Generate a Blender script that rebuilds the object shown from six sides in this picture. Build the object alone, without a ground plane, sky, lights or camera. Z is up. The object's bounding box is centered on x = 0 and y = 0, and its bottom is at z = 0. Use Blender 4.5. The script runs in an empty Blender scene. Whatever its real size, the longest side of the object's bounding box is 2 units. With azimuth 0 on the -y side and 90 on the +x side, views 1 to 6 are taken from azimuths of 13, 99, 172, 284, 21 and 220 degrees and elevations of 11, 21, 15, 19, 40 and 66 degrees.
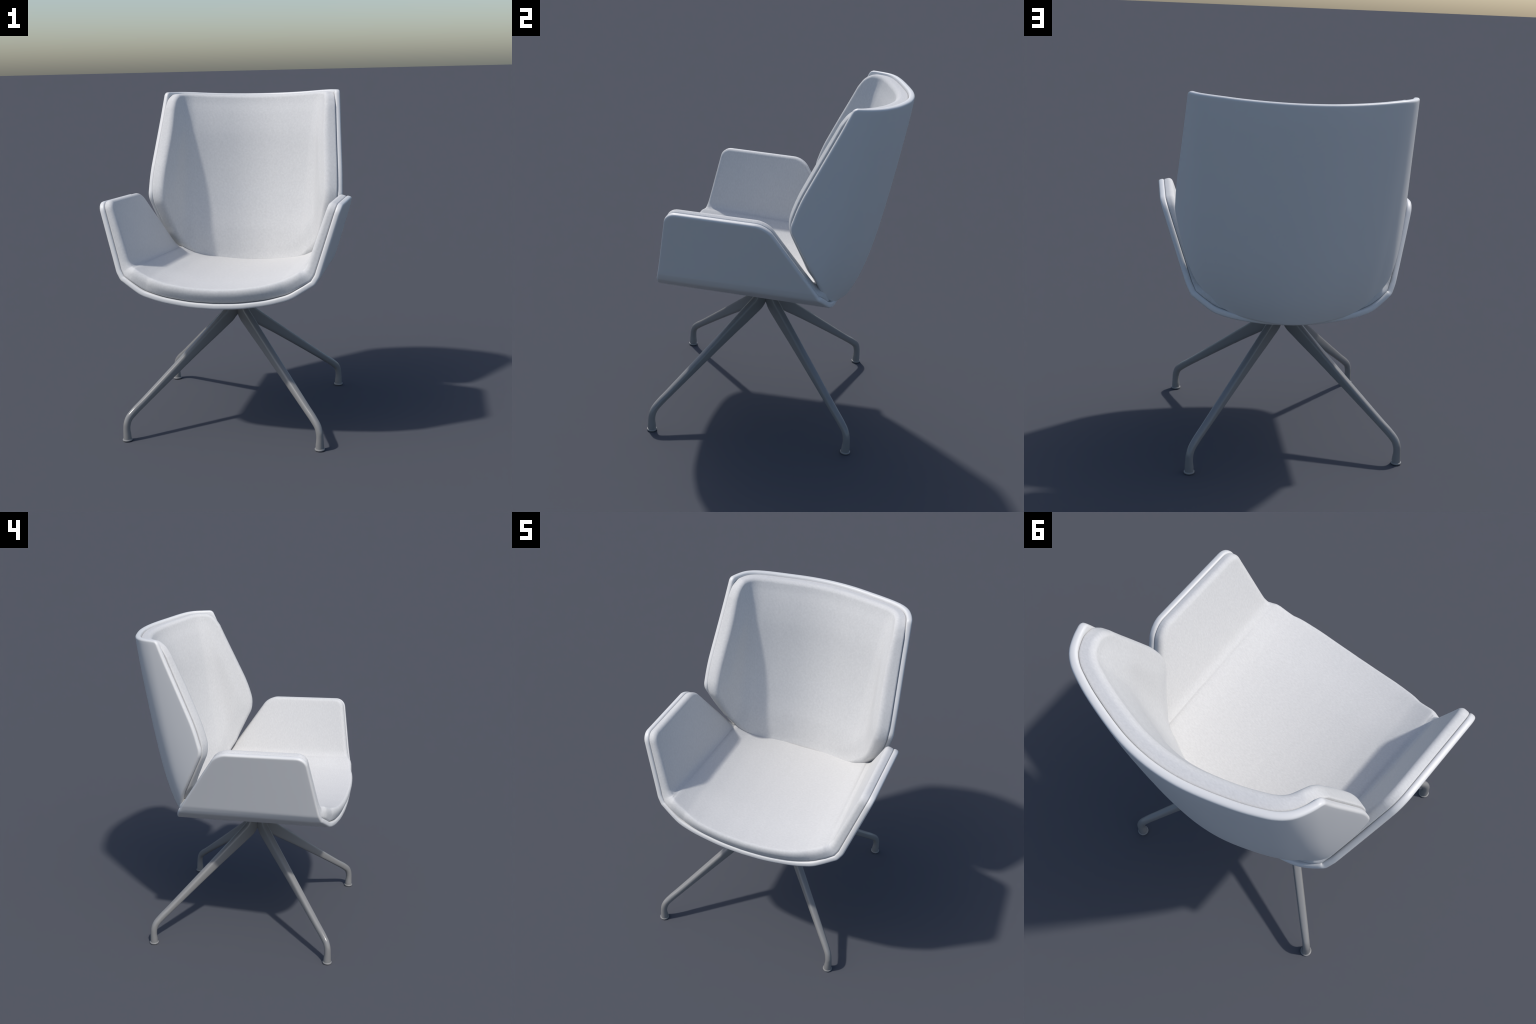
# Upholstered tub chair: two-piece moulded shell (seat with arms, wing back),
# each lined with a padded cushion, on a four-legged swivel base.
import bpy, bmesh, math
import numpy as np
from mathutils import Vector

# ------------------------------------------------------------------ helpers
def smooth_curve(pts, n=16, tension=0.5):
    """Catmull-Rom through the control points (kinks where points crowd)."""
    p = [np.array(q, float) for q in pts]
    p = [2 * p[0] - p[1]] + p + [2 * p[-1] - p[-2]]
    out = []
    for i in range(1, len(p) - 2):
        a, b, c, d = p[i - 1:i + 3]
        # centripetal parameters
        t0 = 0.0
        t1 = t0 + np.linalg.norm(b - a) ** tension
        t2 = t1 + np.linalg.norm(c - b) ** tension
        t3 = t2 + np.linalg.norm(d - c) ** tension
        for k in range(n):
            t = t1 + (t2 - t1) * k / n
            A1 = (t1 - t) / (t1 - t0) * a + (t - t0) / (t1 - t0) * b
            A2 = (t2 - t) / (t2 - t1) * b + (t - t1) / (t2 - t1) * c
            A3 = (t3 - t) / (t3 - t2) * c + (t - t2) / (t3 - t2) * d
            B1 = (t2 - t) / (t2 - t0) * A1 + (t - t0) / (t2 - t0) * A2
            B2 = (t3 - t) / (t3 - t1) * A2 + (t - t1) / (t3 - t1) * A3
            out.append((t2 - t) / (t2 - t1) * B1 + (t - t1) / (t2 - t1) * B2)
    out.append(p[-2])
    return np.array(out)


def fillet(pts, radii, n=10, closed=True):
    """Polygon with rounded corners (quadratic/arc-like blends)."""
    P = [np.array(q, float) for q in pts]
    N = len(P)
    out = []
    for i in range(N):
        if not closed and i in (0, N - 1):
            out.append(P[i]); continue
        a, b, c = P[i - 1], P[i], P[(i + 1) % N]
        u = a - b; v = c - b
        lu, lv = np.linalg.norm(u), np.linalg.norm(v)
        r = min(radii[i], 0.49 * lu, 0.49 * lv)
        if r <= 1e-6:
            out.append(b); continue
        p0, p1 = b + u / lu * r, b + v / lv * r
        for k in range(n + 1):
            t = k / n
            # cubic with handles at 0.56 gives a near-circular blend
            h0 = p0 + (b - p0) * 0.56; h1 = p1 + (b - p1) * 0.56
            out.append((1-t)**3*p0 + 3*(1-t)**2*t*h0 + 3*(1-t)*t*t*h1 + t**3*p1)
    return np.array(out)


def resample_closed(poly, step):
    q = np.vstack([poly, poly[:1]])
    seg = np.linalg.norm(np.diff(q, axis=0), axis=1)
    keep = np.r_[True, seg > 1e-7]
    q = q[keep]; seg = np.linalg.norm(np.diff(q, axis=0), axis=1)
    L = np.r_[0, np.cumsum(seg)]
    n = int(L[-1] / step)
    t = np.linspace(0, L[-1], n, endpoint=False)
    return np.stack([np.interp(t, L, q[:, 0]), np.interp(t, L, q[:, 1])], 1)


def inward_normals(poly):
    d = np.roll(poly, -1, 0) - np.roll(poly, 1, 0)
    n = np.stack([-d[:, 1], d[:, 0]], 1)
    n /= np.linalg.norm(n, axis=1)[:, None]
    return n            # poly counter-clockwise -> points inward


def inset(poly, d):
    """Inset of a closed CCW loop; d is a number or one value per point."""
    return poly + inward_normals(poly) * np.reshape(d, (-1, 1))


class Sheet:
    """A curved surface with arc-length-like parameters (s, t)."""
    def point(self, s, t): raise NotImplementedError
    soft = (8e-3, 8e-3)      # span over which the normal is taken: wide = softer inner bends
    def normal(self, s, t):
        a = self.point(s + self.soft[0], t) - self.point(s - self.soft[0], t)
        b = self.point(s, t + self.soft[1]) - self.point(s, t - self.soft[1])
        n = np.cross(a, b)
        return n / np.linalg.norm(n, axis=-1, keepdims=True)


def slab(name, sheet, outline, low, high, r_low, r_high, mat, cell=(0.02, 0.03),
         n_edge=7, power=2.0, puff=None, lean=None, cuts=()):
    """Padded or moulded sheet: the outline in (s, t), lifted off the surface
    between heights low and high, with rounded rims of radius r_low / r_high."""
    mid_low, mid_high = low + r_low[1], high - r_high[1]
    rings = []                                   # (inset, height)
    for k in range(n_edge, -1, -1):              # underside, from inside out
        f = math.pi / 2 * k / n_edge
        rings.append((r_low[0] * (1 - math.cos(f) ** (2 / power)), mid_low - r_low[1] * math.sin(f) ** (2 / power)))
    for k in range(0, n_edge + 1):
        f = math.pi / 2 * k / n_edge
        rings.append((r_high[0] * (1 - math.cos(f) ** (2 / power)), mid_high + r_high[1] * math.sin(f) ** (2 / power)))
    bm = bmesh.new()
    n = len(outline)
    flat = []                                    # bm verts carry (s, t, h) first
    loops = []
    for d, h in rings:
        p = inset(outline, d)
        loops.append([bm.verts.new((q[0], q[1], h)) for q in p])
    for a, b in zip(loops[:-1], loops[1:]):
        for i in range(n):
            j = (i + 1) % n
            bm.faces.new((a[i], a[j], b[j], b[i]))
    caps = [bm.faces.new(loops[-1]), bm.faces.new(list(reversed(loops[0])))]
    # dice the two caps so that they can follow the curvature
    lo, hi = outline.min(0), outline.max(0)
    for ax, step in ((0, cell[0]), (1, cell[1])):
        m = int(math.ceil((hi[ax] - lo[ax]) / step))
        where = [lo[ax] + (hi[ax] - lo[ax]) * k / m for k in range(1, m)]
        if ax == 0: where += list(cuts)
        for w in where:
            co = [0, 0, 0]; no = [0, 0, 0]
            co[ax] = w
            no[ax] = 1
            caps = [f for f in bm.faces if len(f.verts) > 4 or f.tag]
            for f in caps: f.tag = True
            geo = list({v for f in caps for v in f.verts}) + list({e for f in caps for e in f.edges}) + caps
            r = bmesh.ops.bisect_plane(bm, geom=geo, dist=1e-5, plane_co=co, plane_no=no)
            for g in r['geom']:
                if isinstance(g, bmesh.types.BMFace): g.tag = True
    stp = np.array([v.co[:] for v in bm.verts])
    s, t, h = stp[:, 0], stp[:, 1], stp[:, 2]
    if puff is not None:
        edge = np.sqrt(((stp[:, None, :2] - outline[None]) ** 2).sum(-1)).min(1)
        rise = (h - low) / (high - low)
        h = h + rise * puff(s, t, edge)
        if lean is not None:
            t = t + np.sqrt(np.clip(rise, 0, 1)) * lean(s, t)
    P = sheet.point(s, t) + sheet.normal(s, t) * h[:, None]
    for v, p in zip(bm.verts, P): v.co = p
    bmesh.ops.remove_doubles(bm, verts=bm.verts, dist=1e-5)
    bmesh.ops.recalc_face_normals(bm, faces=bm.faces)
    return finish(name, bm, mat)


def finish(name, bm, mat, angle=40):
    me = bpy.data.meshes.new(name)
    bm.to_mesh(me); bm.free()
    ob = bpy.data.objects.new(name, me)
    bpy.context.scene.collection.objects.link(ob)
    me.materials.append(mat)
    for p in me.polygons: p.use_smooth = True
    me.set_sharp_from_angle(angle=math.radians(angle))
    return ob

# ------------------------------------------------------------------ materials
def material(name, colour, rough, **kw):
    m = bpy.data.materials.new(name); m.use_nodes = True
    nt = m.node_tree; b = nt.nodes['Principled BSDF']
    b.inputs['Base Color'].default_value = (*colour, 1)
    b.inputs['Roughness'].default_value = rough
    for k, v in kw.items(): b.inputs[k].default_value = v
    return m, nt, b


def fabric_material():
    m, nt, b = material('woven_fabric', (0.8, 0.8, 0.8), 0.9)
    b.inputs['Specular IOR Level'].default_value = 0.2
    tc = nt.nodes.new('ShaderNodeTexCoord')
    mp = nt.nodes.new('ShaderNodeMapping')
    mp.inputs['Rotation'].default_value = (0.5, 0.6, 0.7)
    mp.inputs['Scale'].default_value = (1, 2.2, 1)
    nt.links.new(tc.outputs['Object'], mp.inputs['Vector'])
    fine = nt.nodes.new('ShaderNodeTexNoise')
    fine.inputs['Scale'].default_value = 75; fine.inputs['Detail'].default_value = 4
    fine.inputs['Roughness'].default_value = 0.65
    nt.links.new(mp.outputs['Vector'], fine.inputs['Vector'])
    cr = nt.nodes.new('ShaderNodeValToRGB')
    cr.color_ramp.elements[0].position = 0.3; cr.color_ramp.elements[1].position = 0.7
    cr.color_ramp.elements[0].color = (*FABRIC_DARK, 1)
    cr.color_ramp.elements[1].color = (*FABRIC_LIGHT, 1)
    nt.links.new(fine.outputs['Fac'], cr.inputs['Fac'])
    nt.links.new(cr.outputs['Color'], b.inputs['Base Color'])
    bp = nt.nodes.new('ShaderNodeBump')
    bp.inputs['Strength'].default_value = 0.12; bp.inputs['Distance'].default_value = 0.004
    nt.links.new(fine.outputs['Fac'], bp.inputs['Height'])
    nt.links.new(bp.outputs['Normal'], b.inputs['Normal'])
    return m

FABRIC_DARK, FABRIC_LIGHT = (0.545, 0.545, 0.545), (0.612, 0.612, 0.609)
fabric = fabric_material()
plastic, _, _ = material('white_plastic', (0.65, 0.65, 0.648), 0.45)  # base colour lightened slightly to brighten the arms' sunlit outer faces
metal, _, _ = material('grey_painted_metal', (0.225, 0.225, 0.223), 0.22)
glide_mat, _, _ = material('grey_glide_plastic', (0.25, 0.25, 0.248), 0.4)

# ------------------------------------------------------------------ seat sheet
Y_REF, SLOPE = -0.6, 0.038
seat_half = [(0.0, 0.811), (0.134, 0.8155), (0.22, 0.826), (0.31, 0.839), (0.436, 0.873),
             (0.569, 0.955), (0.5955, 0.998), (0.716, 1.397)]
seat_prof = fillet(seat_half, [0, .1, .1, .1, .03, .006, .010, 0], closed=False)
L = np.r_[0, np.cumsum(np.linalg.norm(np.diff(seat_prof, axis=0), axis=1))]
def seat_s(z=None, x=None):
    if x is not None: return float(np.interp(x, seat_prof[:, 0], L))
    return float(np.interp(z, seat_prof[:, 1], L))


class SeatSheet(Sheet):
    def _p(self, s):
        s = np.asarray(s, float)
        a = np.abs(s)
        x = np.interp(a, L, seat_prof[:, 0]); z = np.interp(a, L, seat_prof[:, 1])
        over = np.maximum(a - L[-1], 0)          # straight continuation of the arm
        d = (seat_prof[-1] - seat_prof[-2]); d = d / np.linalg.norm(d)
        return np.sign(s) * (x + over * d[0]), z + over * d[1]
    def point(self, s, t):
        x, z = self._p(s)
        t = np.asarray(t, float)
        a = np.abs(s)
        # the foot of the arms draws in towards the rear
        draw = np.interp(a, [S2 - 0.08, S1, ST], [0, 0.046, 0.010])
        x = x * (1 - draw * np.clip((t + 0.52) / 0.8, 0, 1.2))
        return np.stack([x, t, z - SLOPE * (t - Y_REF)], -1)

seat_sheet = SeatSheet()
S1, S2, ST = seat_s(x=0.593), seat_s(x=0.433), L[-1]
half = [  # s, y front edge then rear edge, right half, counter-clockwise in (s, t)
    (0, -0.668, 0.0), (S2, -0.645, 0.12), (S1, -0.596, 0.10), (ST, -0.524, 0.056),
    (ST, 0.016, 0.062), (S1 - 0.01, 0.295, 0.08), (S2, 0.362, 0.12), (0, 0.392, 0.0)]
poly = half[1:-1]
mirror = [(-s, t, r) for s, t, r in reversed(poly)]
ctrl = [(0, half[0][1], 0.2)] + poly + [(0, half[-1][1], 0.2)] + mirror
seat_outline = resample_closed(fillet([c[:2] for c in ctrl], [c[2] for c in ctrl], 14), 0.0125)

SHELL_T = 0.033
seat_shell = slab('seat_shell', seat_sheet, seat_outline, 0.0, SHELL_T, (0.013, 0.0155), (0.013, 0.0155), plastic,
                  power=2.5, cuts=[k * (S1 + e) for k in (-1, 1) for e in (-0.012, -0.004, 0.004, 0.012, 0.03, 0.06)])

def inset_by(outline, fn):
    return inset(outline, np.array([fn(p[0], p[1]) for p in outline]))
seat_cushion_outline = inset_by(seat_outline, lambda s, t: 0.005 + 0.014 * np.clip((S2 - abs(s)) / 0.1 + 1, 0, 1))
S_CREASE = S1 + 0.04
def ramp(x): x = np.clip(x, 0, 1); return x * x * (3 - 2 * x)
def seat_pad(s, t, edge):
    """Thin on the arms, a fold where arm meets seat, a deep seat pad."""
    a = np.abs(s)
    arm = 0.011 * np.clip(1 - (a - S_CREASE) / (ST - S_CREASE), 0, 1) - 0.004 * ramp((a - S2) / 0.1)
    q = np.clip((S_CREASE - a) / 0.24, 0, 1)
    seat = 0.031 * q * (2 - q)
    return arm + seat - 0.007 * ramp((-0.33 - t) / 0.2) * ramp((S1 - a) / 0.15) + 0.004 + 0.004 * ramp(edge / 0.25) * ramp((0.56 - a) / 0.4)
def front_roll(s, t):
    """The seat pad's front roll swells forward over the shell's rim."""
    return -0.045 * ramp((S1 + 0.08 - np.abs(s)) / 0.5) * ramp((-0.2 - t) / 0.4)
soft_seat = SeatSheet(); soft_seat.soft = (0.04, 8e-3)
seat_cushion = slab('seat_cushion', soft_seat, seat_cushion_outline, SHELL_T + 0.001, SHELL_T + 0.047,
                    (0.006, 0.008), (0.024, 0.024), fabric, puff=seat_pad, lean=front_roll)

# ------------------------------------------------------------------ back sheet
sec = [(0, 0), (0.10, 0.006), (0.19, 0.022), (0.346, 0.066), (0.42, 0.094), (0.485, 0.126),
       (0.531, 0.166), (0.563, 0.222), (0.5845, 0.285), (0.632, 0.455), (0.657, 0.54), (0.70, 0.69)]
back_section = smooth_curve([(-x, d) for x, d in sec[2:0:-1]] + sec, 12)
back_section = back_section[np.argmin(np.abs(back_section[:, 0])):]
LB = np.r_[0, np.cumsum(np.linalg.norm(np.diff(back_section, axis=0), axis=1))]
spine = smooth_curve([(0.30, 0.60), (0.375, 0.70), (0.434, 0.80), (0.484, 0.906), (0.539, 1.083), (0.591, 1.323), (0.633, 1.555),
                      (0.683, 1.868), (0.695, 1.969), (0.703, 2.03)], 10)      # (y, z) at x = 0
# the bend between back and wing draws in towards the bottom (amount, z) ...
draw_in = smooth_curve([(0.18, 0.62), (0.14, 0.76), (0.115, 0.83), (0.098, 0.90), (0.078, 1.01), (0.062, 1.15), (0.046, 1.35), (0.029, 1.6), (0.011, 1.85), (0, 2.0), (0, 2.2)], 10)
# ... and fades out along the wing (share, depth)
fade = smooth_curve([(1, -0.05), (1, 0.0), (1, 0.08), (0.97, 0.14), (0.70, 0.18), (0.40, 0.227), (0.15, 0.33), (0, 0.45), (0, 0.6)], 10)


class BackSheet(Sheet):
    def point(self, s, t):
        s = np.asarray(s, float); t = np.asarray(t, float); a = np.abs(s)
        d = np.interp(a, LB, back_section[:, 1])
        x = np.interp(a, LB, back_section[:, 0])
        x = x * (1 - np.interp(t, draw_in[:, 1], draw_in[:, 0]) * np.interp(d, fade[:, 1], fade[:, 0]) / 0.53) * np.sign(s)
        y = np.interp(t, spine[:, 1], spine[:, 0]) - d
        return np.stack([x, y, t + 0 * s], -1)

back_sheet = BackSheet()
def bs(d): return float(np.interp(d, back_section[:, 1], LB))
def back_loop(top_r, elbow_r):
    half = [(0.22, 0.795, 0.1), (0.44, 0.827, 0.1), (bs(0.157), 0.893, 0.06), (bs(0.225), 1.010, 0.1), (bs(0.325), 1.14, 0.1),
            (bs(0.464), 1.345, elbow_r), (bs(0.447), 1.49, 0.06), (bs(0.392), 1.67, 0.08), (bs(0.326), 1.875, 0.08),
            (bs(0.284), 2.0, top_r), (0.5, 1.996, 0.08), (0.3, 1.982, 0.1)]
    mirror = [(-s, t, r) for s, t, r in reversed(half)]
    ctrl = half + [(0, 1.974, 0.15)] + mirror + [(0, 0.786, 0.1)]
    return resample_closed(fillet([c[:2] for c in ctrl], [c[2] for c in ctrl], 14), 0.0125)
back_shell = slab('back_shell', back_sheet, back_loop(0.018, 0.03), 0.0, SHELL_T, (0.013, 0.0155), (0.013, 0.0155), plastic, power=2.4)

def back_gap(s, t):
    """How far the pad stays inside the shell's edge (negative: stands proud)."""
    a = np.abs(s)
    low = ramp((1.02 - t) / 0.16) * ramp((0.66 - a) / 0.2)
    top = np.clip((t - 1.9) / 0.05, 0, 1)
    wing = ramp((a - 0.62) / 0.08) * ramp((2.0 - t) / 0.06)
    return 0.005 + 0.022 * low + 0.011 * top - 0.012 * wing
def back_pad(s, t, edge):
    """Padding swells away from the rim, most over the lumbar zone."""
    a = np.abs(s)
    rise = (0.5 + 0.5 * ramp(edge / 0.13)) * (0.25 + 0.75 * ramp((2.02 - t) / 0.35)) * (0.5 + 0.5 * ramp((t - 0.85) / 0.25))
    return rise * (0.050 - 0.004 * ramp((a - 0.35) / 0.35))
soft_back = BackSheet(); soft_back.soft = (0.115, 8e-3)
back_cushion_outline = inset_by(back_loop(0.065, 0.065), back_gap)
back_cushion = slab('back_cushion', soft_back, back_cushion_outline, SHELL_T + 0.001, SHELL_T + 0.058,
                    (0.006, 0.008), (0.024, 0.026), fabric, puff=back_pad)

# ------------------------------------------------------------------ base
C = Vector((0, -0.075, 0)); TURN = -42.9
def leg_mesh():
    """Leg in its own plane: x outward, z up; rounded-rectangle section swept
    from the hub, tapering in depth, bent down into a flared foot."""
    bm = bmesh.new()
    # stations: centre (r, z), tangent angle, depth, width, squareness
    top = [(0.070, 0.79), (0.077, 0.715), (0.092, 0.688), (0.130, 0.657), (0.30, 0.529), (0.50, 0.380), (0.70, 0.233), (0.768, 0.186), (0.808, 0.149), (0.826, 0.110), (0.830, 0.075), (0.8315, 0.035), (0.832, 0.008)]
    low = [(0.004, 0.79), (0.006, 0.675), (0.032, 0.622), (0.115, 0.563), (0.278, 0.460), (0.474, 0.331), (0.680, 0.192), (0.743, 0.147), (0.776, 0.117), (0.787, 0.085), (0.788, 0.060), (0.784, 0.03), (0.783, 0.008)]
    wid = [0.046, 0.046, 0.046, 0.046, 0.045, 0.044, 0.042, 0.040, 0.039, 0.040, 0.042, 0.048, 0.050]
    pw = [4.5, 4.5, 4.5, 4.5, 4.0, 3.2, 2.5, 2.3, 2.1, 2.0, 2.0, 2.0, 2.0]
    T = smooth_curve(top, 8); B = smooth_curve(low, 8)
    W = np.interp(np.linspace(0, len(wid) - 1, len(T)), range(len(wid)), wid)
    Q = np.interp(np.linspace(0, len(pw) - 1, len(T)), range(len(pw)), pw)
    n = 28; loops = []
    for a, b, w, q in zip(T, B, W, Q):
        c = (a + b) / 2; v = (a - b) / 2
        ring = []
        for k in range(n):
            f = 2 * math.pi * k / n
            cs, sn = math.cos(f), math.sin(f)
            u1 = math.copysign(abs(cs) ** (2 / q), cs); u2 = math.copysign(abs(sn) ** (2 / q), sn)
            ring.append(bm.verts.new((c[0] + v[0] * u1, u2 * w / 2, c[1] + v[1] * u1)))
        loops.append(ring)
    for a, b in zip(loops[:-1], loops[1:]):
        for i in range(n):
            bm.faces.new((a[i], a[(i + 1) % n], b[(i + 1) % n], b[i]))
    bm.faces.new(loops[0]); bm.faces.new(loops[-1])
    bmesh.ops.recalc_face_normals(bm, faces=bm.faces)
    return bm

def lathe(profile, n=40):
    bm = bmesh.new(); loops = []
    for r, z in profile:
        loops.append([bm.verts.new((r * math.cos(2 * math.pi * k / n), r * math.sin(2 * math.pi * k / n), z)) for k in range(n)])
    for a, b in zip(loops[:-1], loops[1:]):
        for i in range(n):
            bm.faces.new((a[i], a[(i + 1) % n], b[(i + 1) % n], b[i]))
    bm.faces.new(loops[0]); bm.faces.new(loops[-1])
    bmesh.ops.recalc_face_normals(bm, faces=bm.faces)
    return bm

leg0 = finish('leg', leg_mesh(), metal)
glide0 = finish('glide', lathe([(0.022, 0.0), (0.028, 0.0015), (0.029, 0.004), (0.029, 0.0075), (0.0275, 0.010), (0.022, 0.011)]), glide_mat)
legs = [leg0]; glides = [glide0]
for k in range(1, 4):
    l = leg0.copy(); g = glide0.copy()
    for o in (l, g): bpy.context.scene.collection.objects.link(o)
    legs.append(l); glides.append(g)
hub = finish('hub', lathe([(0.02, 0.752), (0.068, 0.754), (0.072, 0.758), (0.072, 0.80), (0.02, 0.80)]), metal)
hub.location = C

# ------------------------------------------------------------------ assembly
chair = bpy.data.objects.new('armchair', None)
bpy.context.scene.collection.objects.link(chair)
chair['label'] = 'white upholstered tub armchair with split shell on grey four-leg base'
chair['category'] = 'chair'
base = hub
for o in (seat_shell, seat_cushion, back_shell, back_cushion, hub):
    o.parent = chair
for k, (l, g) in enumerate(zip(legs, glides)):
    l.parent = chair
    l.location = C; l.rotation_euler = (0, 0, math.radians(TURN + 90 * k))
    g.parent = l; g.location = (0.8075, 0, 0)
